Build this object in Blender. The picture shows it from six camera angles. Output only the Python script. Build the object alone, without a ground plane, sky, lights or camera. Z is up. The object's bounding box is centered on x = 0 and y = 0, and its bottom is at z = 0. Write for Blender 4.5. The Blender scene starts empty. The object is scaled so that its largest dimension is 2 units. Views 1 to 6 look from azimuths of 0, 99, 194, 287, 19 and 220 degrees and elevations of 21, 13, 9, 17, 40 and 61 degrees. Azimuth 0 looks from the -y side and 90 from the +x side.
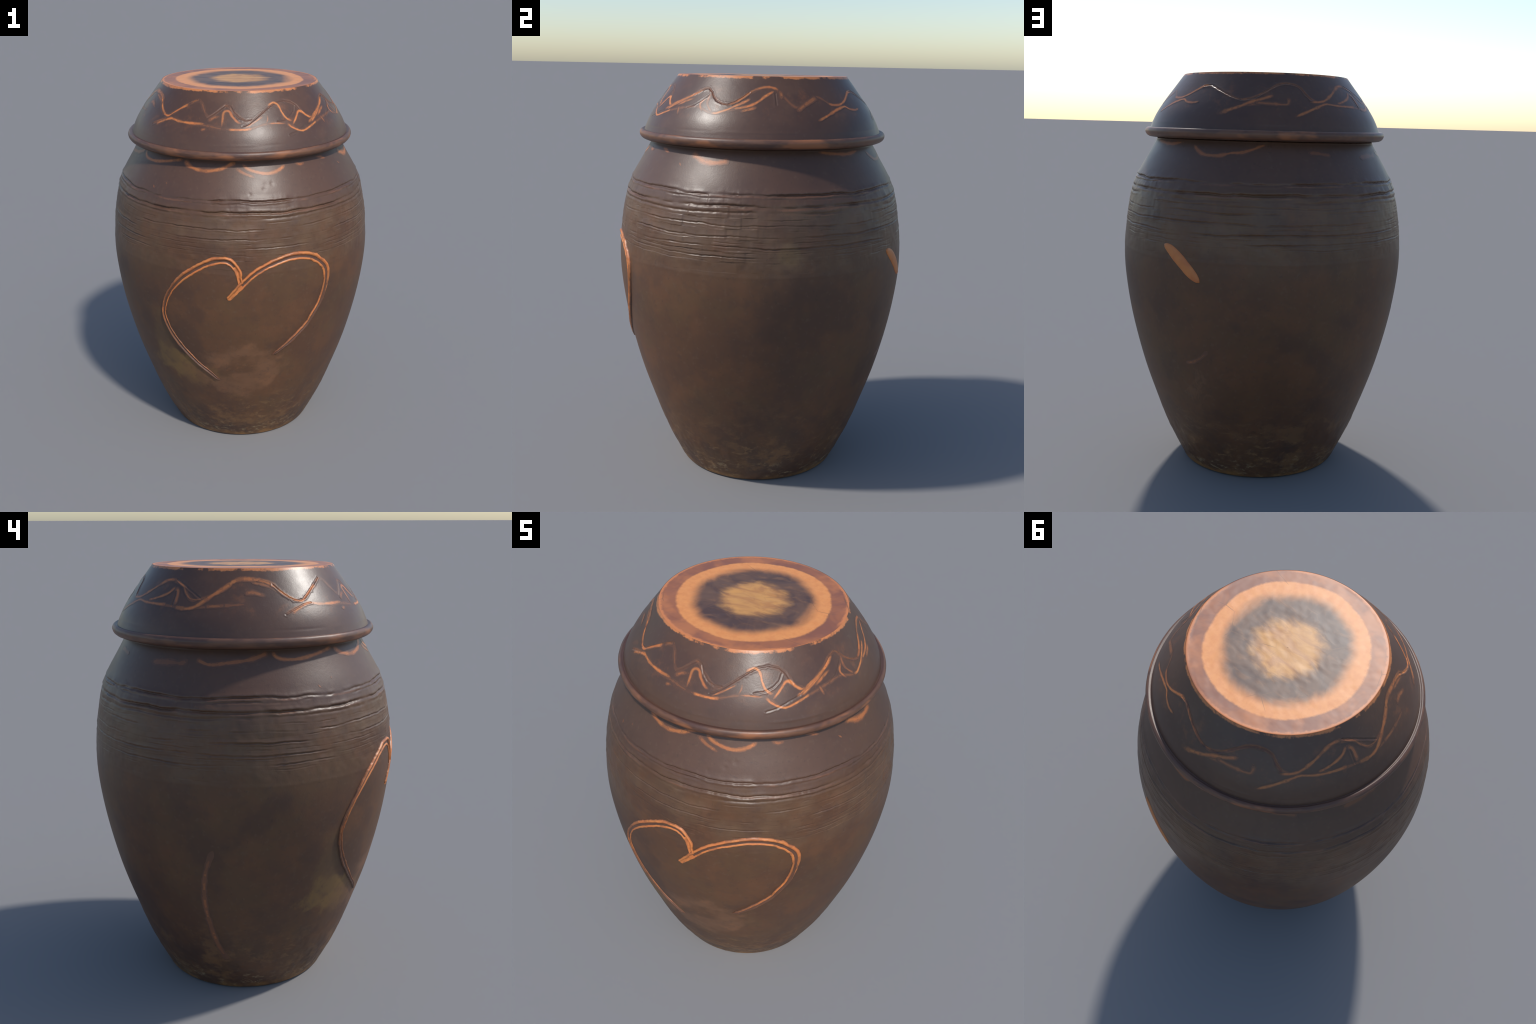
"""A tall brown-glazed clay storage jar with a bowl-shaped lid, a raised heart on
its belly, throwing grooves round the shoulder and wiped wavy lines on the lid."""
import bpy, math
import numpy as np

AXIS = (-0.0003, 0.0040)          # the jar's axis sits a touch off the box centre


# ------------------------------------------------------------------ helpers
def spline(zk, rk, zs):
    """natural cubic spline through (zk, rk)"""
    zk = np.asarray(zk, float); r = np.asarray(rk, float); zs = np.asarray(zs, float)
    n = len(zk); h = np.diff(zk); A = np.eye(n); b = np.zeros(n)
    for i in range(1, n - 1):
        A[i, i - 1] = h[i - 1]; A[i, i] = 2 * (h[i - 1] + h[i]); A[i, i + 1] = h[i]
        b[i] = 3 * ((r[i + 1] - r[i]) / h[i] - (r[i] - r[i - 1]) / h[i - 1])
    c = np.linalg.solve(A, b)
    j = np.clip(np.searchsorted(zk, zs) - 1, 0, n - 2); t = zs - zk[j]
    B = (r[1:] - r[:-1]) / h - h * (2 * c[:-1] + c[1:]) / 3
    D = (c[1:] - c[:-1]) / (3 * h)
    return r[j] + B[j] * t + c[j] * t * t + D[j] * t ** 3


def hash3(i, j, k, seed):
    v = (i * 374761393 + j * 668265263 + k * 2147483647 + seed * 974634777) & 0xFFFFFFFF
    v = ((v ^ (v >> 13)) * 1274126177) & 0xFFFFFFFF
    v = ((v ^ (v >> 16)) * 2246822519) & 0xFFFFFFFF
    return ((v ^ (v >> 15)) & 0xFFFFFF) / float(0xFFFFFF) * 2 - 1


def noise3(x, y, z, seed=0):
    """smooth value noise in -1..1"""
    x, y, z = np.broadcast_arrays(np.asarray(x, float), np.asarray(y, float), np.asarray(z, float))
    xi = np.floor(x).astype(np.int64); yi = np.floor(y).astype(np.int64); zi = np.floor(z).astype(np.int64)
    fx, fy, fz = x - xi, y - yi, z - zi
    fx, fy, fz = [f * f * (3 - 2 * f) for f in (fx, fy, fz)]
    out = 0
    for a in (0, 1):
        for b in (0, 1):
            for c in (0, 1):
                w = (fx if a else 1 - fx) * (fy if b else 1 - fy) * (fz if c else 1 - fz)
                out = out + w * hash3(xi + a, yi + b, zi + c, seed)
    return out


def smooth(a, b, x):
    t = np.clip((x - a) / (b - a), 0, 1)
    return t * t * (3 - 2 * t)


# ------------------------------------------------------------------ profiles
BODY_Z = [0, .1, .2, .35, .5, .65, .8, .95, 1.1, 1.2, 1.3, 1.4, 1.5, 1.6, 1.7]
BODY_R = [.4035, .4543, .5003, .5563, .6077, .6497, .6835, .7075, .7186, .7142, .7039, .6856, .6532, .5967, .5414]
LID_Z = [1.73, 1.8, 1.87, 1.93, 2.0]
LID_R = [.5892, .5583, .5133, .4691, .4168]


def wrap(d):
    return (d + 180) % 360 - 180


# throwing grooves: height, half width, depth, how broken, seed
GROOVES = [(1.497, .0046, .0044, .18, 1), (1.484, .0038, .0020, .75, 2), (1.446, .0052, .0048, .15, 3),
           (1.420, .0048, .0022, .60, 4), (1.366, .0030, .0021, .52, 5), (1.318, .0030, .0024, .40, 6),
           (1.271, .0030, .0022, .60, 7), (1.232, .0028, .0019, .68, 8),
           (1.394, .0024, .0014, .95, 9), (1.343, .0022, .0013, 1.0, 10), (1.294, .0022, .0014, .95, 11), (1.251, .0022, .0013, .95, 12), (1.208, .0024, .0014, .95, 13)]


def body_relief(phi, z):
    """radial relief of the jar wall, phi in degrees"""
    a = np.radians(phi); cx, cy = np.sin(a), -np.cos(a)
    d = np.zeros(np.broadcast(phi, z).shape)
    for gz, w, dep, broken, s in GROOVES:
        wob = .0050 * noise3(cx * 3.1, cy * 3.1, s, 11) + .0030 * noise3(cx * 9, cy * 9, s, 12) \
            + .0013 * noise3(cx * 40, cy * 40, s, 13) + .0007 * noise3(cx * 90, cy * 90, s, 16)
        amp = noise3(cx * 3.3, cy * 3.3, s * 3.0, 14) * .9 + noise3(cx * 12, cy * 12, s * 3.0, 15) * .55
        amp = np.clip(1 - broken + 1.0 * amp, .06, 1.2)
        t = (z - gz - wob) / w
        cut = -np.exp(-t * t)                                  # the cut
        lip = .55 * np.exp(-((t + 2.0) / 1.3) ** 2) + .40 * np.exp(-((t - 2.2) / 1.5) ** 2)
        step = -.35 * smooth(-6, -1.5, t) * (1 - smooth(-.4, .4, t)) + .25 * smooth(0, 2, t) * (1 - smooth(3, 8, t))
        d = d + dep * amp * (cut + lip + step)
    band = smooth(1.12, 1.20, z) * (1 - smooth(1.49, 1.53, z))
    d = d + band * (.0011 * noise3(cx * 12, cy * 12, z * 18, 21) + .0006 * noise3(cx * 34, cy * 34, z * 50, 22)
                    + .0006 * noise3(cx * 22, cy * 22, z * 24, 25))
    # the comb band is torn into short uneven blocks between the grooves
    rowh = .0475
    row = np.floor((z - 1.209) / rowh + .12 * noise3(cx * 7, cy * 7, 5, 81))
    u = np.asarray(phi) / 5.5 + 7.3 * hash3(row.astype(np.int64), 0, 0, 82) + .35 * noise3(cx * 9, cy * 9, row * 2.0, 83)
    cell = np.floor(u); f = u - cell
    def block(c):
        return hash3(np.mod(c, 65).astype(np.int64), row.astype(np.int64), 3, 84)
    e = smooth(.86, 1.0, f)
    tilt = (f - .5) * hash3(np.mod(cell, 65).astype(np.int64), row.astype(np.int64), 9, 85)
    torn = np.clip(.35 + noise3(cx * 2.2, cy * 2.2, z * 3, 86), 0, 1)
    d = d + band * torn * (.0014 * (block(cell) * (1 - e) + block(cell + 1) * e) + .0014 * tilt * (1 - e))
    # faint ledge where the comb band ends
    d = d + .0006 * np.exp(-((z - 1.142 - .004 * noise3(cx * 4, cy * 4, 3, 23)) / .010) ** 2)
    # gently uneven lower wall, rough foot
    low = 1 - smooth(.10, .45, z)
    d = d + low * (.0016 * noise3(cx * 10, cy * 10, z * 14, 26) + .0013 * noise3(cx * 24, cy * 24, z * 40, 27))
    d = d + .0006 * noise3(cx * 5, cy * 5, z * 5, 24)
    # small dents in the shoulder glaze
    for p0, z0, rad, dep in ((11.5, 1.552, .009, .0014), (5.0, 1.532, .007, .0010), (15.5, 1.575, .011, .0011), (12.5, 1.572, .012, .0009)):
        u = np.radians(wrap(phi - p0)) * .62; v = (z - z0) * 1.1
        d = d - dep * np.exp(-(u * u + v * v) / rad ** 2)
    # dimple low on the back
    u = np.radians(wrap(phi - 193)) * .5; v = z - .27
    d = d - .006 * np.exp(-(u * u + v * v) / .022 ** 2)
    return d


# incised lines in the lid, as (degrees, height) way points
LID_CUTS = [
    [(-17.3, 1.879), (-13.5, 1.901), (-7.7, 1.937), (-4.7, 1.931), (-2.8, 1.906), (.3, 1.883), (4.0, 1.872), (7.1, 1.875)],
    [(2.3, 1.846), (5.8, 1.857), (9.5, 1.879), (14.2, 1.905), (19.3, 1.929), (24.2, 1.946), (29.4, 1.951), (34.5, 1.941), (37.4, 1.923), (40.0, 1.885)],
    [(35.5, 1.921), (33.8, 1.898), (30.6, 1.879), (26.4, 1.866), (21.9, 1.862)],
    [(27.3, 1.799), (31.6, 1.808), (37.4, 1.829), (42.4, 1.842)],
    [(59.4, 1.912), (63.8, 1.934), (67.9, 1.942), (71.0, 1.927), (73.0, 1.907), (75.4, 1.889), (78.8, 1.879), (81.8, 1.875), (85.4, 1.885), (88.9, 1.904), (92.5, 1.927)],
    [(58.7, 1.855), (62.9, 1.869), (65.9, 1.886), (69.2, 1.910)],
    [(106.5, 1.925), (106.7, 1.878)],
    [(158.0, 1.932), (162.9, 1.936), (168.4, 1.917), (173.1, 1.900), (178.0, 1.883), (182.4, 1.869), (185.6, 1.872), (189.9, 1.878), (193.6, 1.900), (197.6, 1.921), (201.8, 1.939), (206.9, 1.949), (211.9, 1.945), (215.4, 1.931), (217.0, 1.904), (219.8, 1.879)],
    [(250.3, 1.949), (256.9, 1.929), (263.4, 1.901), (267.3, 1.882)],
    [(252.8, 1.902), (253.4, 1.878), (253.5, 1.847)],
    [(303.1, 1.934), (305.6, 1.913), (308.6, 1.892), (311.7, 1.875), (314.0, 1.870), (317.6, 1.877), (321.9, 1.901), (325.9, 1.923), (333.0, 1.956)],
    [(306.4, 1.820), (311.5, 1.839), (316.5, 1.855), (320.8, 1.860)],
]
DEEP_CUTS = (4, 7, 10)
CUT_SEGS = []
for ci, cut in enumerate(LID_CUTS):
    for a, b in zip(cut[:-1], cut[1:]):
        CUT_SEGS.append((a, b, 1.0 if ci in DEEP_CUTS else .62))


def lid_relief(phi, z):
    phi, z = np.broadcast_arrays(np.asarray(phi, float), np.asarray(z, float))
    a = np.radians(phi); cx, cy = np.sin(a), -np.cos(a)
    best = np.full(phi.shape, 9.0); amp = np.ones(phi.shape); side = np.zeros(phi.shape)
    for (p0, z0), (p1, z1), k in CUT_SEGS:
        rr = .5
        u = np.radians(wrap(phi - p0)) * rr; v = (z - z0) * 1.24
        bu = math.radians(wrap(p1 - p0)) * rr; bv = (z1 - z0) * 1.24
        t = np.clip((u * bu + v * bv) / (bu * bu + bv * bv), 0, 1)
        du, dv = u - t * bu, v - t * bv
        d = np.hypot(du, dv)
        near = d < best
        best = np.where(near, d, best); amp = np.where(near, k, amp)
        side = np.where(near, np.sign(bu * dv - bv * du) * math.copysign(1, bu), side)
    rag = 1 + .35 * noise3(cx * 60, cy * 60, z * 70, 31)
    t = best / .0034 * rag
    # a torn skin: cut with a raised lower edge
    d = amp * (-.0026 * np.exp(-t * t) + .0010 * np.exp(-((t - 2.0) / 1.2) ** 2) * np.where(side > 0, .5, 1.2))
    d = d + .0005 * noise3(cx * 5, cy * 5, z * 9, 32) + .00012 * noise3(cx * 18, cy * 18, z * 36, 33)
    d = d + .0012 * np.exp(-((z - 1.76) / .006) ** 2) * noise3(cx * 3, cy * 3, 0, 34)
    return d * smooth(1.742, 1.756, z) * (1 - smooth(1.992, 1.999, z))


def surface(kind, phi, z, relief=True):
    """points and outward normals on the jar wall or the lid wall"""
    zk, rk, fn = (BODY_Z, BODY_R, body_relief) if kind == 'body' else (LID_Z, LID_R, lid_relief)
    r = spline(zk, rk, z)
    slope = (spline(zk, rk, z + 1e-3) - spline(zk, rk, z - 1e-3)) / 2e-3
    if relief:
        r = r + fn(phi, z)
    a = np.radians(phi); n = 1 / np.sqrt(1 + slope ** 2)
    P = np.stack([r * np.sin(a), -r * np.cos(a), z], -1)
    N = np.stack([n * np.sin(a), -n * np.cos(a), -slope * n], -1)
    return P, N, r, n


def wall_normal(kind, phi, z):
    """outward normal of the wall with its relief, for lines that lie flush in the glaze"""
    fn = body_relief if kind == 'body' else lid_relief
    P, N, r, n = surface(kind, phi, z, False)
    e = .0015
    gu = (fn(phi + np.degrees(e / r), z) - fn(phi - np.degrees(e / r), z)) / (2 * e)
    gv = (fn(phi, z + e * n) - fn(phi, z - e * n)) / (2 * e)
    a = np.radians(phi)
    U = np.stack([np.cos(a), np.sin(a), 0 * a], -1)
    W = np.cross(N, U)
    M = N - U * (gu * n)[..., None] - W * (gv * n)[..., None]
    return M / np.linalg.norm(M, axis=-1, keepdims=True)


# ------------------------------------------------------------------ scene tree
def empty(name, parent=None, loc=(0, 0, 0)):
    o = bpy.data.objects.new(name, None); bpy.context.collection.objects.link(o)
    o.location = loc; o.parent = parent
    return o


def make_mesh(name, verts, faces, parent, mats, mat_index=None, normals=None):
    me = bpy.data.meshes.new(name)
    verts = np.asarray(verts, np.float32)
    faces = np.asarray(faces, np.int32)
    n = len(faces); k = faces.shape[1]
    me.vertices.add(len(verts)); me.vertices.foreach_set('co', verts.ravel())
    me.loops.add(n * k); me.loops.foreach_set('vertex_index', faces.ravel())
    me.polygons.add(n)
    me.polygons.foreach_set('loop_start', np.arange(0, n * k, k, dtype=np.int32))
    me.polygons.foreach_set('loop_total', np.full(n, k, np.int32))
    for m in mats:
        me.materials.append(m)
    if mat_index is not None:
        me.polygons.foreach_set('material_index', np.asarray(mat_index, np.int32))
    me.update(calc_edges=True); me.validate()
    me.polygons.foreach_set('use_smooth', np.ones(n, bool))
    if normals is not None:
        me.normals_split_custom_set_from_vertices([tuple(v) for v in normals])
    o = bpy.data.objects.new(name, me); bpy.context.collection.objects.link(o)
    o.parent = parent
    return o


def grid_faces(rows, cols, closed=True):
    i = np.arange(rows - 1)[:, None]; j = np.arange(cols if closed else cols - 1)[None, :]
    j2 = (j + 1) % cols
    return np.stack([i * cols + j, i * cols + j2, (i + 1) * cols + j2, (i + 1) * cols + j], -1).reshape(-1, 4)


def revolve(r, z, cols):
    """plain surface of revolution, profile from bottom outside upward"""
    a = np.linspace(0, 2 * math.pi, cols, endpoint=False)
    r = np.asarray(r)[:, None]; z = np.asarray(z)[:, None]
    V = np.stack([r * np.sin(a), -r * np.cos(a), z + 0 * a], -1)
    return V.reshape(-1, 3), grid_faces(len(r), cols)


# ------------------------------------------------------------------ materials
class Nodes:
    def __init__(self, name):
        self.m = bpy.data.materials.new(name); self.m.use_nodes = True
        self.t = self.m.node_tree; self.t.nodes.clear()
        self.out = self.t.nodes.new('ShaderNodeOutputMaterial')
        self.bsdf = self.t.nodes.new('ShaderNodeBsdfPrincipled')
        self.t.links.new(self.bsdf.outputs[0], self.out.inputs[0])
        self.co = self.t.nodes.new('ShaderNodeTexCoord').outputs['Object']
        self._xyz = None

    def put(self, sock, v):
        if isinstance(v, bpy.types.NodeSocket):
            self.t.links.new(v, sock)
        elif isinstance(v, tuple) and len(v) == 3 and sock.type == 'RGBA':
            sock.default_value = (*v, 1)
        else:
            sock.default_value = v

    def math(self, op, a, b=0.0, c=0.0, clamp=False):
        n = self.t.nodes.new('ShaderNodeMath'); n.operation = op; n.use_clamp = clamp
        for s, v in zip(n.inputs, (a, b, c)):
            self.put(s, v)
        return n.outputs[0]

    def xyz(self):
        if not self._xyz:
            n = self.t.nodes.new('ShaderNodeSeparateXYZ'); self.put(n.inputs[0], self.co)
            self._xyz = n.outputs
        return self._xyz

    def radius(self):
        x, y, z = self.xyz()
        return self.math('SQRT', self.math('ADD', self.math('MULTIPLY', x, x), self.math('MULTIPLY', y, y)))

    def noise(self, scale, detail=3, rough=.55, stretch=(1, 1, 1), shift=(0, 0, 0), distort=0.0):
        mp = self.t.nodes.new('ShaderNodeMapping'); self.put(mp.inputs[0], self.co)
        mp.inputs['Scale'].default_value = stretch; mp.inputs['Location'].default_value = shift
        n = self.t.nodes.new('ShaderNodeTexNoise'); self.put(n.inputs['Vector'], mp.outputs[0])
        n.inputs['Scale'].default_value = scale; n.inputs['Detail'].default_value = detail
        n.inputs['Roughness'].default_value = rough; n.inputs['Distortion'].default_value = distort
        return n.outputs[0]

    def step(self, v, lo, hi):
        n = self.t.nodes.new('ShaderNodeMapRange'); n.interpolation_type = 'SMOOTHSTEP'
        self.put(n.inputs[0], v); self.put(n.inputs[1], lo); self.put(n.inputs[2], hi)
        return n.outputs[0]

    def mix(self, f, a, b, blend='MIX'):
        n = self.t.nodes.new('ShaderNodeMix'); n.data_type = 'RGBA'; n.blend_type = blend
        self.put(n.inputs[0], f); self.put(n.inputs[6], a); self.put(n.inputs[7], b)
        return n.outputs[2]

    def mul(self, *f):
        r = f[0]
        for g in f[1:]:
            r = self.math('MULTIPLY', r, g)
        return r

    def blob(self, centre, stretch, ragged, nz):
        """soft-edged patch round a point: 1 inside, 0 outside, edge pushed by noise nz"""
        mp = self.t.nodes.new('ShaderNodeVectorMath'); mp.operation = 'SUBTRACT'
        self.put(mp.inputs[0], self.co); mp.inputs[1].default_value = centre
        dv = self.t.nodes.new('ShaderNodeVectorMath'); dv.operation = 'DIVIDE'
        self.put(dv.inputs[0], mp.outputs[0]); dv.inputs[1].default_value = stretch
        ln = self.t.nodes.new('ShaderNodeVectorMath'); ln.operation = 'LENGTH'
        self.put(ln.inputs[0], dv.outputs[0])
        d = self.math('ADD', ln.outputs['Value'], self.math('MULTIPLY', self.math('SUBTRACT', nz, .5), ragged))
        return self.math('SUBTRACT', 1.0, self.step(d, .65, 1.05))

    def finish(self, color, rough, bump=None, strength=.2, dist=.003, spec=.5):
        self.put(self.bsdf.inputs['Base Color'], color)
        self.put(self.bsdf.inputs['Roughness'], rough)
        self.bsdf.inputs['Specular IOR Level'].default_value = spec
        if bump is not None:
            b = self.t.nodes.new('ShaderNodeBump'); b.inputs['Strength'].default_value = strength
            b.inputs['Distance'].default_value = dist; self.put(b.inputs['Height'], bump)
            self.put(self.bsdf.inputs['Normal'], b.outputs[0])
        return self.m


GLAZE = (.066, .040, .032)       # shoulder and lid glaze, purple brown
UMBER = (.082, .047, .029)       # belly glaze
CLAY = (.62, .214, .058)         # bare orange clay


def on_body(phi, z):
    P, _, _, _ = surface('body', np.array(float(phi)), np.array(float(z)), False)
    return tuple(float(v) for v in P)


def body_material():
    n = Nodes('jar_glaze'); x, y, z = n.xyz()
    big = n.noise(2.2, 4, .55); mid = n.noise(7, 5, .6, shift=(3, 1, 2)); fine = n.noise(42, 4, .65)
    patch = n.noise(5.0, 4, .6, (1, 1, 1.6), (7, 3, 1))
    wipe = n.noise(9, 4, .6, (1, 1, .7), (1, 9, 4))
    col = n.mix(n.step(big, .35, .65), (.094, .043, .0225), (.110, .052, .0235))
    col = n.mix(n.mul(n.step(mid, .44, .66), .8), col, (.126, .055, .0245))
    col = n.mix(n.mul(n.step(n.noise(3.6, 4, .6, shift=(2, 8, 5)), .48, .64), .65), col, (.069, .034, .0215))
    col = n.mix(n.mul(n.step(n.noise(4.4, 4, .6, shift=(6, 6, 1)), .52, .64), .30), col, (.108, .061, .026))
    # purple-brown shoulder above the grooves
    zn = n.math('ADD', z, n.math('MULTIPLY', n.math('SUBTRACT', mid, .5), .16))
    shoulder = n.mix(n.step(big, .35, .65), (.082, .0425, .029), (.100, .050, .031))
    col = n.mix(n.step(zn, 1.40, 1.50), col, shoulder)
    # paler, greyer patches over the comb band, fading raggedly into the belly
    band = n.mul(n.step(zn, 1.10, 1.22), n.math('SUBTRACT', 1.0, n.step(zn, 1.40, 1.49)))
    band_tone = n.mix(n.step(wipe, .35, .65), (.104, .057, .034), (.134, .078, .043))
    col = n.mix(n.mul(band, n.step(patch, .36, .62), .70), col, band_tone)
    # squarish rusty wipes inside the band
    col = n.mix(n.mul(band, n.step(wipe, .56, .66), .45), col, (.130, .060, .032))
    for gz in (1.4885, 1.437):
        lip = n.math('SUBTRACT', 1.0, n.step(n.math('ABSOLUTE', n.math('SUBTRACT', n.math('ADD', z, n.math('MULTIPLY', n.math('SUBTRACT', wipe, .5), .02)), gz)), .002, .006))
        col = n.mix(n.mul(lip, n.step(patch, .46, .60), .55), col, (.190, .082, .045))
    # olive stain left of the heart's tip, rusty clay under it, yellow patch at the side
    col = n.mix(n.mul(n.blob(on_body(-34, .545), (.16, .16, .115), 2.0, wipe), n.step(mid, .30, .54), .75), col, (.205, .115, .036))
    col = n.mix(n.mul(n.blob(on_body(-22, .50), (.13, .10, .09), 1.8, mid), .55), col, (.175, .090, .036))
    col = n.mix(n.mul(n.blob(on_body(-38, .68), (.08, .08, .22), 2.0, wipe), .42), col, (.130, .075, .030))
    rusty = n.blob(on_body(1, .53), (.26, .18, .20), 1.8, mid)
    col = n.mix(n.mul(rusty, n.step(patch, .34, .58), .75), col, (.175, .084, .042))
    col = n.mix(n.mul(rusty, n.step(n.noise(10, 4, .6, shift=(2, 2, 8)), .52, .66), .45), col, (.215, .092, .040))
    col = n.mix(n.mul(n.blob(on_body(110, 1.245), (.06, .06, .065), .8, mid), .55), col, (.165, .100, .045))
    # scuffed foot: streaks, ochre chips and darker blotches
    foot = n.math('SUBTRACT', 1.0, n.step(n.math('ADD', z, n.math('MULTIPLY', n.math('SUBTRACT', big, .5), .5)), .12, .55))
    darks = n.step(n.noise(6, 5, .65, shift=(9, 2, 6)), .46, .62)
    col = n.mix(n.mul(foot, darks, .50), col, (.052, .029, .022))
    warm = n.step(n.noise(6.5, 5, .68, (1, 1, 1.4), (3, 3, 9)), .50, .64)
    col = n.mix(n.mul(foot, warm, .70), col, (.185, .092, .038))
    chips = n.mul(n.step(n.noise(13, 6, .76, (1, 1, 2.2), (5, 5, 5), .6), .53, .66), n.step(big, .40, .60))
    col = n.mix(n.mul(foot, chips, .70), col, (.270, .150, .066))
    grey = n.step(n.noise(24, 5, .72, (1, 1, 2.2), (2, 6, 1)), .52, .64)
    col = n.mix(n.mul(n.math('SUBTRACT', 1.0, n.step(z, .05, .17)), grey, n.step(patch, .38, .56), .85), col, (.30, .215, .120))
    edge = n.math('SUBTRACT', 1.0, n.step(n.math('ADD', z, n.math('MULTIPLY', n.math('SUBTRACT', mid, .5), .14)), .010, .045))
    col = n.mix(n.mul(edge, n.step(patch, .34, .60), .8), col, (.270, .130, .040))
    # oblique scuffs on the back left
    scuff = n.mul(n.blob(on_body(161, .54), (.16, .16, .22), 1.8, mid), n.step(n.noise(10, 6, .75, (1, 1, .7), (4, 4, 1), .8), .53, .66))
    col = n.mix(n.mul(scuff, .40), col, (.190, .095, .048))
    # light grain
    col = n.mix(n.math('MULTIPLY', n.step(fine, .54, .72), .34), col, (.132, .082, .050))
    col = n.mix(n.math('MULTIPLY', n.step(n.noise(24, 4, .65, shift=(5, 1, 8)), .52, .66), .30), col, (.070, .038, .026))
    col = n.mix(n.math('MULTIPLY', n.step(n.noise(70, 2, .5, shift=(1, 7, 3)), .64, .72), .25), col, (.035, .022, .018))
    rough = n.math('ADD', .34, n.math('MULTIPLY', mid, .16))
    rough = n.math('ADD', rough, n.math('MULTIPLY', n.math('SUBTRACT', 1.0, n.step(z, 1.0, 1.2)), .12))
    h = n.math('ADD', n.math('MULTIPLY', fine, .6), n.math('MULTIPLY', n.noise(160, 2), .4))
    return n.finish(col, rough, h, .24, .002)


def lid_material():
    n = Nodes('lid_glaze'); x, y, z = n.xyz()
    big = n.noise(2.6, 4, .55, shift=(4, 0, 0)); mid = n.noise(8, 5, .6, shift=(1, 5, 2)); fine = n.noise(48, 4, .65)
    col = n.mix(n.step(big, .35, .65), (.080, .041, .0285), (.098, .050, .0315))
    col = n.mix(n.mul(n.step(mid, .50, .70), .6), col, (.110, .055, .034))
    # smudged clay inside the wavy border
    border = n.mul(n.step(z, 1.80, 1.84), n.math('SUBTRACT', 1.0, n.step(z, 1.92, 1.965)))
    smear = n.noise(11, 5, .68, (1, 1, .8), (6, 2, 3))
    col = n.mix(n.mul(border, n.step(smear, .52, .70), .42), col, (.240, .090, .038))
    # chipped upper edge shows the clay
    zc = n.math('ADD', z, n.math('MULTIPLY', n.math('SUBTRACT', n.noise(26, 4, .7), .5), .022))
    keep = n.step(n.noise(5.0, 5, .7, shift=(2, 2, 0)), .42, .50)
    col = n.mix(n.mul(n.step(zc, 1.987, 1.993), keep, .9), col, (.60, .21, .07))
    col = n.mix(n.math('MULTIPLY', n.step(fine, .54, .72), .32), col, (.120, .078, .054))
    col = n.mix(n.math('MULTIPLY', n.step(n.noise(22, 4, .65, shift=(5, 1, 8)), .52, .66), .30), col, (.062, .035, .026))
    rough = n.math('ADD', .30, n.math('MULTIPLY', mid, .16))
    h = n.math('ADD', n.math('MULTIPLY', fine, .6), n.math('MULTIPLY', n.noise(170, 2), .4))
    return n.finish(col, rough, h, .22, .002)


def rim_material():
    n = Nodes('rim_glaze'); x, y, z = n.xyz()
    big = n.noise(3.0, 4, .6, (1, 1, 3), (0, 3, 0)); mid = n.noise(9, 4, .6, (1, 1, 4))
    col = n.mix(n.step(big, .35, .65), (.082, .040, .030), (.112, .054, .034))
    crest = n.step(n.radius(), .598, .606)
    col = n.mix(n.mul(crest, n.step(mid, .42, .60), .6), col, (.175, .080, .044))
    col = n.mix(n.mul(crest, n.step(n.noise(3.4, 3, .6, (1, 1, 3), (5, 1, 0)), .52, .64), .7), col, (.340, .130, .055))
    rough = n.math('ADD', .36, n.math('MULTIPLY', mid, .14))
    return n.finish(col, rough, n.noise(60, 3), .12, .002)


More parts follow.
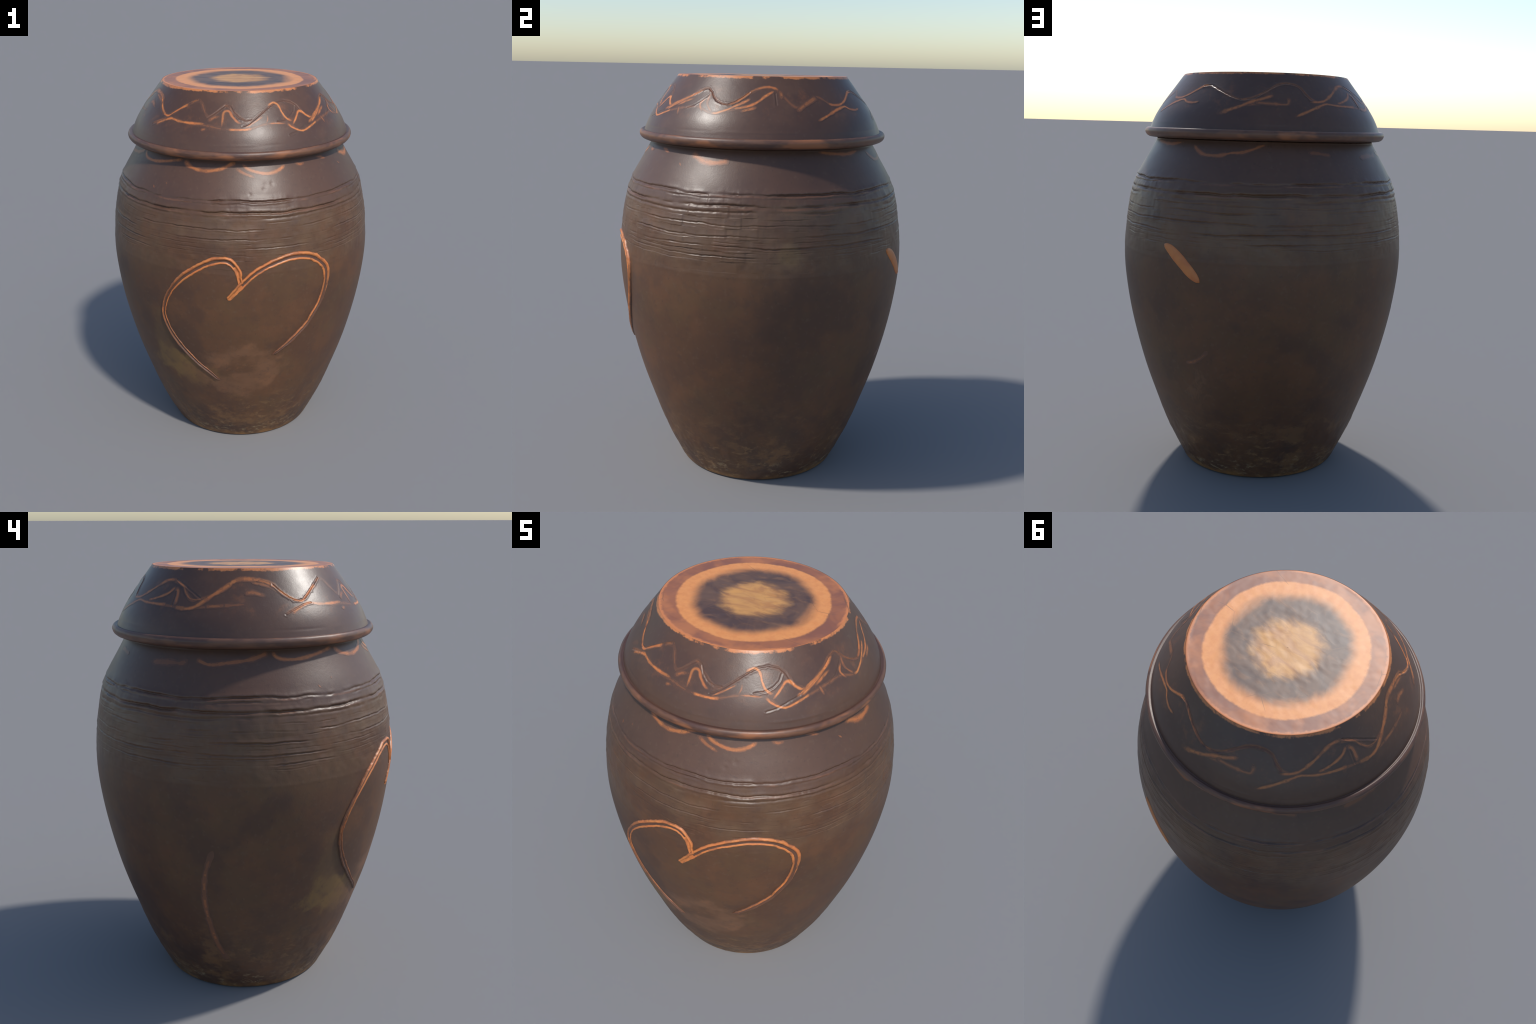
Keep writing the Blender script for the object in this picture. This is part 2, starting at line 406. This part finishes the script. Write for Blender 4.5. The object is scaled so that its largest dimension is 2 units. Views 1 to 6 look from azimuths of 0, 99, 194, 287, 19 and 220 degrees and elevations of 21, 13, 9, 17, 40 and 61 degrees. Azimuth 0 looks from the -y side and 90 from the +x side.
def top_material():
    n = Nodes('lid_top_clay')
    mid = n.noise(6, 4, .6, distort=.8); fine = n.noise(30, 5, .65); slow = n.noise(2.4, 2, .5, shift=(3, 3, 3))
    grain = n.noise(9, 4, .6, (1, 2.4, 1), (0, 2, 0), .6)
    r = n.radius()
    r1 = n.math('ADD', r, n.math('MULTIPLY', n.math('SUBTRACT', slow, .5), .055))
    r1 = n.math('ADD', r1, n.math('MULTIPLY', n.math('SUBTRACT', fine, .5), .014))
    r2 = n.math('ADD', r1, n.math('MULTIPLY', n.math('SUBTRACT', mid, .5), .055))
    r3 = n.math('ADD', r2, n.math('MULTIPLY', n.math('SUBTRACT', grain, .5), .09))
    tan = n.mix(n.step(grain, .35, .65), (.60, .290, .085), (.46, .200, .066))
    dark = n.mix(n.step(mid, .36, .62), (.082, .042, .032), (.140, .070, .042))
    dark = n.mix(n.mul(n.step(grain, .54, .72), .35), dark, (.300, .140, .060))
    orange = n.mix(n.step(fine, .35, .7), (.76, .300, .092), (.70, .255, .076))
    rustA = n.mix(n.step(mid, .38, .62), (.250, .090, .052), (.350, .122, .054))
    rustA = n.mix(n.mul(n.step(n.noise(4, 4, .6, shift=(9, 4, 2)), .46, .62), .75), rustA, (.50, .175, .064))
    col = n.mix(n.step(r3, .098, .178), tan, dark)
    col = n.mix(n.step(r2, .236, .306), col, orange)
    col = n.mix(n.step(r1, .341, .354), col, rustA)
    chips = n.mul(n.step(n.math('ADD', r, n.math('MULTIPLY', n.math('SUBTRACT', fine, .5), .03)), .400, .411), n.step(slow, .40, .52))
    col = n.mix(n.mul(chips, .85), col, (.64, .22, .075))
    # hairline cracks
    v = n.t.nodes.new('ShaderNodeTexVoronoi'); v.feature = 'DISTANCE_TO_EDGE'; v.inputs['Scale'].default_value = 5
    n.put(v.inputs['Vector'], n.co)
    crack = n.mul(n.math('SUBTRACT', 1.0, n.step(v.outputs['Distance'], .0, .012)), n.step(n.noise(5, 2, .5, shift=(8, 1, 1)), .55, .62))
    col = n.mix(n.mul(crack, .6), col, (.16, .075, .04))
    h = n.math('ADD', n.math('MULTIPLY', grain, .7), n.math('MULTIPLY', fine, .5))
    return n.finish(col, .44, h, .10, .003)


def clay_material(name, amount, rough=.42, pure=False):
    """bare clay seen through the glaze: amount 1 = wiped clean, 0 = fully glazed"""
    n = Nodes(name)
    mid = n.noise(14, 4, .6); fine = n.noise(60, 4, .7)
    clay = n.mix(n.step(mid, .35, .65), CLAY, (.54, .165, .048))
    glaze = n.mix(n.step(mid, .4, .6), (.080, .042, .030), (.100, .051, .033))
    f = n.math('ADD', n.math('MULTIPLY', n.math('SUBTRACT', fine, .5), .0 if pure else .8), n.math('MULTIPLY', n.math('SUBTRACT', mid, .5), .0 if pure else 1.0))
    f = n.math('MULTIPLY', n.math('ADD', 1.0, f), amount, clamp=True)
    return n.finish(n.mix(f, glaze, clay), rough, fine, .12, .002)


# ------------------------------------------------------------------ the jar
jar = empty('clay_jar', None, (AXIS[0], AXIS[1], 0))
jar['label'] = 'tall brown glazed clay jar with lid and raised heart'
jar['category'] = 'jar'

M_BODY, M_LID, M_RIM, M_TOP = body_material(), lid_material(), rim_material(), top_material()
TONES = [clay_material('clay_line_core', .95), clay_material('clay_line_flank', .62), clay_material('clay_line_fringe', .36),
         clay_material('clay_line_blur', .17), clay_material('clay_line_ghost', .05)]
TONE_AT = np.array([.95, .62, .36, .17, .05])
BRIGHT, MIDDLE, FAINT = .95, .62, .36      # how far a line was wiped down to the clay


def nearest_tone(a):
    return np.argmin(abs(TONE_AT[:, None] - a[None, :]), 0)


M_SLASH = clay_material('clay_slash', .85, .5, True)


def build_body():
    cols = 1000
    zs = np.concatenate([np.linspace(.014, .30, 70, endpoint=False), np.linspace(.30, 1.12, 150, endpoint=False),
                         np.linspace(1.12, 1.53, 250, endpoint=False), np.linspace(1.53, 1.676, 44)])
    phi = np.arange(cols) * 360 / cols
    P, N, r, n = surface('body', phi[None, :] + 0 * zs[:, None], zs[:, None] + 0 * phi[None, :])
    a = np.radians(phi)[None, :]

    def rings(rr, zz):
        rr = np.asarray(rr, float)[:, None]; zz = np.asarray(zz, float)[:, None]
        return np.stack([rr * np.sin(a), -rr * np.cos(a), zz + 0 * a], -1)
    foot = rings([.002, .20, .36, .380, .390, .3970, .4035, .4078], [.006, .006, .006, .003, .0, .0008, .004, .0088])
    mouth = rings([.5535, .5520, .548, .536, .531, .529, .5265, .521, .513, .506, .503, .503, .56, .655, .66, .60, .36, .002],
                  [1.680, 1.6825, 1.6838, 1.684, 1.688, 1.72, 1.733, 1.740, 1.741, 1.735, 1.72, 1.68, 1.60, 1.35, 1.10, .60, .05, .04])
    V = np.concatenate([foot.reshape(-1, 3), P.reshape(-1, 3), mouth.reshape(-1, 3)])
    rows = len(V) // cols
    return make_mesh('jar_body', V, grid_faces(rows, cols), jar, [M_BODY])


def build_lid():
    lid = empty('lid', jar, (0, 0, 0))
    cols = 1400
    zs = np.concatenate([np.linspace(1.7312, 1.78, 22, endpoint=False), np.linspace(1.78, 1.97, 130, endpoint=False), np.linspace(1.97, 1.999, 16)])
    phi = np.arange(cols) * 360 / cols
    P, N, r, n = surface('lid', phi[None, :] + 0 * zs[:, None], zs[:, None] + 0 * phi[None, :])
    make_mesh('lid_wall', P.reshape(-1, 3), grid_faces(len(zs), cols), lid, [M_LID])
    # rolled rim with its inner wall, slightly uneven
    pr = np.array([.02, .30, .40, .47, .525, .541, .5450, .549, .560, .578, .590, .5985, .6055, .6105, .6130, .6128, .6103, .6062, .6012, .5962, .5920, .5885])
    pz = np.array([1.972, 1.970, 1.955, 1.880, 1.79, 1.74, 1.692, 1.6872, 1.686, 1.686, 1.6876, 1.6914, 1.6970, 1.7045, 1.7125, 1.7195, 1.7262, 1.7312, 1.7340, 1.7337, 1.7314, 1.7318])
    V, F = revolve(pr, pz, 720)
    a = np.arctan2(V[:, 0], -V[:, 1])
    w = smooth(.585, .60, np.hypot(V[:, 0], V[:, 1]))
    wob = w * (.0012 * noise3(np.sin(a) * 3, np.cos(a) * 3, 0, 41) + .0006 * noise3(np.sin(a) * 14, np.cos(a) * 14, V[:, 2] * 60, 42))
    V[:, 0] += np.sin(a) * wob; V[:, 1] -= np.cos(a) * wob
    make_mesh('lid_rim', V, F, lid, [M_RIM])
    # the flat top: a disc with a softly worked surface and a thin worn arris
    rr = np.concatenate([[.0015], np.linspace(.01, .408, 110), [.4125, .4155, .4168, .4172]])
    zz = np.concatenate([np.full(111, 1.9995), [1.9995, 1.9993, 1.9988, 1.9978]])
    V, F = revolve(rr[::-1], zz[::-1], 720)
    R = np.hypot(V[:, 0], V[:, 1])
    inner = 1 - smooth(.10, .30, R)
    d = .0008 * noise3(V[:, 0] * 7, V[:, 1] * 7, 0, 51) \
        + inner * (.0010 * noise3(V[:, 0] * 9, V[:, 1] * 17, 1, 52) + .0004 * noise3(V[:, 0] * 30, V[:, 1] * 50, 2, 53)) \
        + .0003 * noise3(V[:, 0] * 40, V[:, 1] * 40, 3, 54)
    V[:, 2] += np.minimum(d * (1 - smooth(.395, .414, R)), .0005)
    make_mesh('lid_top', V, F, lid, [M_TOP])
    return lid


# ------------------------------------------------------------------ lines and ridges
def smooth_path(pts, step=.004):
    """Catmull-Rom through (phi, z) way points, evenly resampled; returns phi, z, t"""
    p = np.array(pts, float)
    p[:, 0] = np.degrees(np.unwrap(np.radians(p[:, 0])))
    q = np.vstack([2 * p[0] - p[1], p, 2 * p[-1] - p[-2]])
    out = []
    for i in range(1, len(q) - 2):
        t = np.linspace(0, 1, 24, endpoint=False)[:, None]
        a, b, c, d = q[i - 1], q[i], q[i + 1], q[i + 2]
        out.append(.5 * (2 * b + (c - a) * t + (2 * a - 5 * b + 4 * c - d) * t ** 2 + (3 * b - a - 3 * c + d) * t ** 3))
    out = np.vstack(out + [p[-1:]])
    ds = np.hypot(np.radians(np.diff(out[:, 0])) * .6, np.diff(out[:, 1]) * 1.1)
    s = np.concatenate([[0], np.cumsum(ds)])
    n = max(5, int(s[-1] / step))
    u = np.linspace(0, s[-1], n)
    return np.interp(u, s, out[:, 0]), np.interp(u, s, out[:, 1]), u / s[-1], s[-1]


def ribbon(kind, pts, half, cross, pick, seed, jitter=.15, caps=(.012, .012), edge_jitter=.0, rise=((0, 1), (1, 1)), flush=False, swell=((0, 0), (1, 0))):
    """Sweep a cross-section along a line on the wall.
    half: half width, a number or (t, w) list; cross: list of (c, height); pick(t, c): material slot.
    The section closes under the surface, so the line is a solid bead set into the glaze."""
    phi, z, t, length = smooth_path(pts)
    w = np.full(len(t), half, float) if np.isscalar(half) else np.interp(t, *zip(*half))
    w = w * (1 + jitter * noise3(t * length * 28, seed, 0, 61) + .5 * jitter * noise3(t * length * 90, seed, 0, 62))
    cap = np.minimum(smooth(-.1, 1, t * length / max(caps[0], 1e-4)), smooth(-.1, 1, (1 - t) * length / max(caps[1], 1e-4)))
    w = w * (.12 + .88 * np.sqrt(np.clip(cap, 0, 1)))
    _, _, r, n = surface(kind, phi, z, False)
    du = np.gradient(np.radians(phi)) * r; dv = np.gradient(z) / n
    L = np.hypot(du, dv); lu, lv = -dv / L, du / L            # left-hand side of the path
    c = np.array([k[0] for k in cross]); h = np.array([k[1] for k in cross])
    C = c[None, :] * w[:, None]
    if edge_jitter:
        C = C + edge_jitter * noise3(t[:, None] * length * 120, c[None, :] * 1.3, seed, 63)
    PH = phi[:, None] + np.degrees(lu[:, None] * C / r[:, None]); Z = z[:, None] + lv[:, None] * C * n[:, None]
    P, N, _, _ = surface(kind, PH, Z)
    H = np.where(h > 0, h * ((1 if flush else np.clip(cap, 0, 1)) * np.interp(t, *zip(*rise)))[:, None], h)
    H = H + np.where(h > 0, np.exp(-((c + .45) / .55) ** 2), 0)[None, :] * np.interp(t, *zip(*swell))[:, None]
    top = P + N * H[..., None]
    under = (P - N * .006)[:, ::-1]
    ring = np.concatenate([top, under], 1)
    m = ring.shape[1]
    F = grid_faces(len(t), m)[:, ::-1]
    tm = (t[:-1] + t[1:]) / 2
    slots = np.zeros((len(t) - 1, m), int)
    cm = (c[:-1] + c[1:]) / 2
    for j in range(len(c) - 1):
        slots[:, j] = pick(tm, cm[j])
    # end caps
    e0 = np.arange(m); e1 = (len(t) - 1) * m + e0
    k = len(c)
    capf = []
    for base, flip in ((e0, False), (e1, True)):
        for j in range(k - 1):
            q = [base[j], base[j + 1], base[m - 2 - j], base[m - 1 - j]]
            capf.append(q[::-1] if flip else q)
    F = np.vstack([F, np.array(capf)])
    S = np.concatenate([slots.ravel(), np.zeros(len(capf), int)])
    if flush:
        nn = wall_normal(kind, PH, Z)
        return ring.reshape(-1, 3), F, S, np.concatenate([nn, nn[:, ::-1]], 1).reshape(-1, 3)
    return ring.reshape(-1, 3), F, S


def join(parts):
    V, F, S, o = [], [], [], 0
    for v, f, s in parts:
        V.append(v); F.append(f + o); S.append(s); o += len(v)
    return np.vstack(V), np.vstack(F), np.concatenate(S)


def build_heart():
    left = [(.9, 1.088), (.2, 1.118), (-.3, 1.154), (-2, 1.189), (-3.9, 1.209), (-6.5, 1.215), (-10.4, 1.207), (-14.7, 1.183), (-19.2, 1.147),
            (-23.6, 1.105), (-27.9, 1.047), (-31.2, .988), (-33.4, .930), (-34.6, .868), (-33.7, .805), (-31.6, .744),
            (-28.4, .685), (-24.6, .631), (-20.2, .576), (-15.7, .531), (-10.3, .471)]
    right = [(-4.7, 1.001), (-1.3, 1.050), (2.5, 1.103), (6.4, 1.147), (11, 1.179), (16.2, 1.203), (21.5, 1.217), (26.7, 1.214),
             (31.3, 1.198), (35.2, 1.165), (37.8, 1.129), (38.7, 1.089), (38.5, 1.035), (37.3, .972), (35.8, .920), (33.3, .870),
             (30.5, .813), (27.0, .769), (22.6, .718), (18.3, .677), (15.2, .645)]
    # twin ridges with a glazed furrow between; the outer one stands higher
    cross = [(-1.12, -.003), (-1.0, .0012), (-.88, .0036), (-.74, .0046), (-.60, .0036), (-.45, .0008), (-.22, .0002), (.08, .0003),
             (.26, .0030), (.42, .0074), (.60, .0092), (.78, .0084), (.94, .0048), (1.05, .0012), (1.15, -.003)]
    # how far each ridge was wiped bare along the stroke
    left_in = [(0, .95), (.5, .95), (.6, .60), (.72, .30), (.80, .62), (.9, .30), (1, .10)]
    left_out = [(0, .95), (.30, .95), (.42, .32), (.54, .55), (.65, .25), (.78, .08), (1, .05)]
    right_in = [(0, .95), (.5, .95), (.60, .70), (.70, .95), (.80, .75), (.9, .5), (1, .15)]
    right_out = [(0, .95), (.5, .95), (.60, .50), (.70, .22), (.82, .55), (.92, .5), (1, .15)]

    def pick(t, c, inner, outer, merge):
        ridge = inner if c < -.1 else outer
        mid, wide = (-.74, .26) if c < -.1 else (.64, .34)
        late = smooth(.55, .65, t) * (merge == 0)      # low on the right the inner ridge takes over
        mid = mid + late * (.18 if c < -.1 else .14); wide = wide + late * (.14 if c < -.1 else -.16)
        a = np.interp(t, *zip(*ridge)) * .93 * (1 - smooth(.8, 1.35, abs(c - mid) / wide))
        # the two ridges run together at the start
        a = np.where(t < .09, np.maximum(a, .9 * (1 - smooth(.85, 1.1, abs(c)))), a)
        a = a * (1 + .25 * noise3(t * 40, c * 1.5, merge, 73))
        # groove's shadow painted as a dark strip along the lower left stroke
        return np.where((t > .62) & (merge == 1) & (c > .98), 5, nearest_tone(a))

    mirror = [(-c, h) for c, h in cross[::-1]]
    A = ribbon('body', left, [(0, .0130), (.06, .016), (.14, .0210), (.25, .0210), (.35, .0175), (.45, .0130), (.6, .0120), (.75, .0130), (.9, .010), (1, .006)],
               mirror, lambda t, c: pick(t, -c, left_in, left_out, 1), 3, .12, (.010, .03), .0007)
    B = ribbon('body', right, [(0, .014), (.08, .0160), (.2, .0185), (.32, .0210), (.45, .0220), (.53, .0195), (.62, .0145), (.75, .0140), (.9, .0130), (1, .008)],
               cross, lambda t, c: pick(t, c, right_in, right_out, 0), 5, .12, (.012, .03), .0007, ((0, .9), (.25, 1), (.5, 1.0), (.65, 1.0), (1, 1)),
               swell=((0, 0), (.45, .001), (.6, .004), (.75, .007), (.95, .007), (1, .002)))
    V, F, S = join([A, B])
    groove_shade = clay_material('heart_groove_shade', .0)  # plain glaze colour standing in for the shadow in the groove
    make_mesh('heart_ridge', V, F, jar, TONES + [groove_shade], S)


FLAT = [(-1.04, -.0015)] + [(c, .0006) for c in (-1, -.8, -.62, -.46, -.3, -.14, 0, .14, .3, .46, .62, .8, 1)] + [(1.04, -.0015)]


def line(name, kind, parent, pts, half, amount, seed, caps=(.03, .03), jitter=.25, lift=1.0):
    """one wiped clay line; its strips go from bare core to glazed fringe, and it thins out toward its ends"""
    length = smooth_path(pts)[3]

    def pick(t, c):
        a = amount * (1 - smooth(.15, 1.0, abs(c)))
        a = a * smooth(-.25, 1, t * length / caps[0]) * smooth(-.25, 1, (1 - t) * length / caps[1])
        a = a * (1 + .28 * noise3(t * length * 22, seed, .5, 71) + .20 * noise3(t * length * 70, seed, c * .8, 72))
        return nearest_tone(a)
    V, F, S, N = ribbon(kind, pts, half * 1.5, [(c, h * lift if h > 0 else h) for c, h in FLAT], pick, seed, jitter, (.012, .012), .0008, flush=True)
    return make_mesh(name, V, F, parent, TONES, S, N)


def build_scallops():
    """drooping arcs peeping out from under the lid"""
    arcs = [
        ([(-60, 1.672), (-58.4, 1.650), (-54.2, 1.639), (-48, 1.639), (-41.5, 1.648), (-35, 1.660), (-30, 1.670)], .0085, BRIGHT),
        ([(-28.8, 1.668), (-25.4, 1.646), (-20.9, 1.634), (-16.4, 1.630), (-12.1, 1.635), (-7.9, 1.646), (-3.8, 1.664), (-1.1, 1.671)], .0100, BRIGHT),
        ([(1.6, 1.666), (4.7, 1.644), (8.7, 1.629), (13.4, 1.620), (17.7, 1.624), (21.4, 1.638), (24.1, 1.652)], .0085, BRIGHT),
        ([(-1.6, 1.649), (2, 1.628), (8, 1.604)], .0080, MIDDLE),
        ([(29.7, 1.655), (32.6, 1.645), (35.4, 1.649)], .0070, MIDDLE),
        ([(44.5, 1.663), (47.6, 1.657), (51.2, 1.646)], .0060, MIDDLE),
        ([(66, 1.656), (69, 1.643), (73, 1.628), (77.8, 1.622), (81.6, 1.626), (85.5, 1.636)], .0140, BRIGHT),
        ([(126.8, 1.672), (133.9, 1.664), (143.4, 1.658), (152.5, 1.668)], .0090, MIDDLE),
        ([(160.2, 1.659), (163.4, 1.636), (167.4, 1.618), (172, 1.615), (176.1, 1.617), (180.5, 1.628), (185.2, 1.632), (189.8, 1.645), (193.5, 1.660), (196.4, 1.668)], .0085, MIDDLE),
        ([(215.9, 1.636), (220.4, 1.635), (227.2, 1.625)], .0090, FAINT),
        ([(246, 1.615), (253.8, 1.621), (261.4, 1.622), (264, 1.637)], .0110, FAINT),
        ([(268, 1.642), (270.8, 1.630), (274.5, 1.622), (280.3, 1.629), (285.1, 1.635), (290.5, 1.643), (295, 1.656), (298.2, 1.669)], .0105, MIDDLE),
    ]
    for i, (p, w, m) in enumerate(arcs):
        line('scallop_line', 'body', jar, p, w * .9, m * .62, 100 + i)
    line('faint_scratch', 'body', jar, [(-83.8, .839), (-86.9, .735), (-88.5, .627), (-88.7, .516), (-87.4, .398), (-85.6, .307), (-82.0, .215)], .0095, .24, 140, (.16, .12))
    line('faint_scratch', 'body', jar, [(163, .640), (167, .652), (171, .680), (174, .715)], .0060, .25, 141, (.02, .10))
    # small flecks of bare clay on the shoulder
    for i, (p, z) in enumerate([((60.5, 62), (1.612, 1.598)), ((-43, -42), (1.535, 1.522)), ((-36, -35.5), (1.560, 1.552))]):
        line('clay_fleck', 'body', jar, [(p[0], z[0]), ((p[0] + p[1]) / 2, sum(z) / 2), (p[1], z[1])], .004, FAINT, 150 + i, (.006, .006))


def build_slash():
    pts = [(156.4, 1.206), (160, 1.182), (164.6, 1.138), (168.6, 1.092), (172.6, 1.048)]
    half = [(t, .0270 * math.sqrt(max(0.05, 1 - abs(2 * t - 1) ** 2.6))) for t in np.linspace(0, 1, 15)]
    cross = [(-1.06, -.002), (-1.0, .0012), (-.88, .0032), (-.6, .0054), (-.3, .0064), (0, .0067), (.3, .0064), (.6, .0054), (.88, .0032), (1.0, .0012), (1.06, -.002)]
    V, F, S = ribbon('body', pts, half, cross, lambda t, c: 0 * t, 77, .02, (.010, .010))
    make_mesh('clay_slash', V, F, jar, [M_SLASH], S)


def build_waves(lid):
    """the wiped wavy border of the lid: (way points, half width, clay)"""
    B, M, F = BRIGHT, MIDDLE, FAINT
    waves = [
        # front left
        ([(-64.2, 1.953), (-57, 1.931), (-51.6, 1.896), (-47, 1.874), (-43.6, 1.869), (-40.6, 1.886), (-36.4, 1.909), (-31.6, 1.932)], .0060, B),
        ([(-31, 1.935), (-28, 1.948), (-25, 1.957)], .0075, F),
        ([(-50.7, 1.823), (-46.1, 1.843), (-40.4, 1.860), (-34.4, 1.853), (-27.3, 1.851), (-18.4, 1.852)], .0062, B),
        ([(-20.1, 1.824), (-18.5, 1.828), (-17, 1.831)], .0055, M),
        ([(-16.9, 1.863), (-13.7, 1.881), (-10.1, 1.889)], .0060, F),
        ([(-8.9, 1.841), (-8.7, 1.875), (-8.5, 1.903), (-6.8, 1.912), (-4.9, 1.908), (-3.5, 1.890), (-.5, 1.865), (1.5, 1.858)], .0048, M),
        ([(-5.6, 1.832), (-.3, 1.831), (4.5, 1.832), (7.4, 1.837)], .0050, B),
        ([(3.4, 1.839), (7.5, 1.857), (11.2, 1.874), (13.9, 1.887)], .0032, M),
        ([(17.7, 1.930), (21.7, 1.943), (24.6, 1.932), (25.8, 1.900), (27.3, 1.874), (29.4, 1.862), (30.8, 1.861)], .0052, B),
        ([(27.1, 1.851), (29.4, 1.831), (32.9, 1.814), (36.2, 1.810), (40.7, 1.821), (47.5, 1.840)], .0056, B),
        ([(30.3, 1.841), (32.8, 1.861), (36.4, 1.891), (38.8, 1.894), (41.4, 1.875), (44, 1.862), (46, 1.866)], .0056, B),
        ([(43, 1.843), (48, 1.864), (53, 1.883), (58.5, 1.907), (65, 1.934)], .0060, B),
        ([(50.7, 1.863), (55, 1.879), (60.4, 1.896)], .0050, M),
        ([(52.6, 1.859), (53.4, 1.842), (54.2, 1.822)], .0052, M),
        ([(15.6, 1.854), (19.8, 1.854), (26.6, 1.850)], .0034, M),
        ([(15, 1.854), (16.3, 1.872), (16.5, 1.891)], .0034, M),
        # right side
        ([(41.1, 1.840), (47.6, 1.869), (53.1, 1.889), (59.4, 1.911), (63.8, 1.931)], .0050, B),
        ([(55.5, 1.878), (60.8, 1.896)], .0045, M),
        ([(70.7, 1.925), (70.3, 1.881), (74.6, 1.838)], .0045, F),
        ([(69.1, 1.900), (66.4, 1.874), (69, 1.842)], .0046, M),
        ([(74, 1.839), (76.9, 1.837), (81.9, 1.852), (85.8, 1.868), (90.3, 1.887), (93.4, 1.902)], .0055, B),
        ([(81.8, 1.873), (85.4, 1.884), (88.9, 1.903), (92.5, 1.926), (96.4, 1.943), (101.7, 1.953), (105.9, 1.949), (108.6, 1.938)], .0052, M),
        ([(85, 1.858), (89.7, 1.864), (93.7, 1.873), (97.8, 1.892), (101.1, 1.914), (105.7, 1.936)], .0060, B),
        ([(88.9, 1.846), (92.4, 1.855), (96.9, 1.865)], .0060, M),
        ([(108.4, 1.940), (109.6, 1.922), (109.2, 1.900)], .0075, F),
        ([(116.7, 1.852), (121.3, 1.878), (125.6, 1.896), (129.7, 1.912)], .0085, F),
        ([(126.6, 1.811), (132.3, 1.831), (139, 1.854), (146.4, 1.869), (150.4, 1.857), (155, 1.853), (159.5, 1.858)], .0058, B),
        ([(135.5, 1.886), (138.2, 1.878), (143.6, 1.878), (149.1, 1.894), (153.4, 1.914), (158, 1.932), (162, 1.934)], .0055, B),
        # back
        ([(163.5, 1.934), (168.4, 1.914), (173.1, 1.897), (178, 1.880), (183, 1.868)], .0045, F),
        ([(173.2, 1.804), (178.1, 1.822), (183.5, 1.840), (188.5, 1.860), (192.7, 1.871), (199.8, 1.892)], .0085, M),
        ([(190, 1.857), (199.1, 1.853), (206, 1.851), (207.4, 1.868), (207.1, 1.887)], .0080, F),
        ([(209.5, 1.796), (215.1, 1.817), (221.5, 1.840), (228, 1.859), (234.8, 1.854), (244.7, 1.852), (250, 1.851)], .0062, M),
        ([(219, 1.866), (226.6, 1.871), (233.3, 1.898), (239.1, 1.927), (244.1, 1.947), (249.9, 1.949)], .0068, M),
        ([(251.3, 1.922), (248.2, 1.896), (242.2, 1.876), (236, 1.863)], .0060, M),
        # left side
        ([(250, 1.949), (256, 1.926), (259, 1.900), (262.4, 1.879), (266.8, 1.877), (270.6, 1.890)], .0045, F),
        ([(251.7, 1.921), (254, 1.903), (254.8, 1.871), (254.8, 1.848)], .0070, F),
        ([(255, 1.846), (260.2, 1.841), (264.3, 1.845), (267.4, 1.859), (270.8, 1.882), (275, 1.904), (279.4, 1.927), (283.5, 1.950), (287.8, 1.958), (293.4, 1.955), (299, 1.949), (303.1, 1.936), (305.6, 1.915)], .0085, M),
        ([(288.3, 1.900), (292.4, 1.906), (296.3, 1.897), (298.5, 1.890)], .0090, F),
        ([(270.5, 1.851), (275.9, 1.854), (279.7, 1.857)], .0070, F),
        ([(306.4, 1.822), (311.5, 1.841), (316.5, 1.856)], .0075, F),
        ([(292, 1.945), (298, 1.936), (303, 1.922)], .0070, F),
    ]
    for i, (p, w, m) in enumerate(waves):
        line('wavy_line', 'lid', lid, p, w, m * .88, 200 + i)
    # one long dim wave runs right round and ties the strokes together
    round_wave = [
        [(-64, 1.953), (-50, 1.888), (-44, 1.870), (-36, 1.910), (-25, 1.950), (-17, 1.885), (-8, 1.935), (-3, 1.908), (4, 1.872), (9, 1.877), (19, 1.928), (29, 1.951),
         (37, 1.924), (41, 1.878), (45, 1.862)],
        [(41, 1.838), (53, 1.889), (63, 1.932), (68, 1.942), (73, 1.907), (81, 1.875), (89, 1.904), (97, 1.944), (105, 1.950), (110, 1.920), (116, 1.870), (122, 1.880),
         (130, 1.912), (137, 1.882), (144, 1.878), (153, 1.914), (160, 1.936)],
        [(160, 1.936), (168, 1.917), (178, 1.883), (185, 1.871), (194, 1.900), (202, 1.939), (208, 1.949), (215, 1.932), (220, 1.879), (227, 1.871), (239, 1.927), (247, 1.949)],
        [(247, 1.949), (256, 1.926), (262, 1.879), (267, 1.877), (275, 1.904), (284, 1.951), (293, 1.955), (303, 1.936), (309, 1.890), (314, 1.871)],
        [(-50, 1.824), (-40, 1.858), (-27, 1.850), (-18, 1.846), (-8, 1.834), (4, 1.832), (15, 1.852), (27, 1.850), (35, 1.812), (47, 1.838), (58, 1.856), (66, 1.860), (75, 1.838), (88, 1.858), (97, 1.866)],
        [(172, 1.804), (184, 1.841), (196, 1.856), (206, 1.850)],
        [(209, 1.796), (222, 1.841), (230, 1.858), (245, 1.852), (255, 1.846), (263, 1.844), (276, 1.854), (290, 1.862)],
    ]
    for i, p in enumerate(round_wave):
        line('wavy_line', 'lid', lid, p, .0060, (.10, .17, .24, .24, .13, .24, .20)[i], 300 + i, (.05, .05), lift=.6)


build_body()
LID = build_lid()
build_heart()
build_scallops()
build_slash()
build_waves(LID)
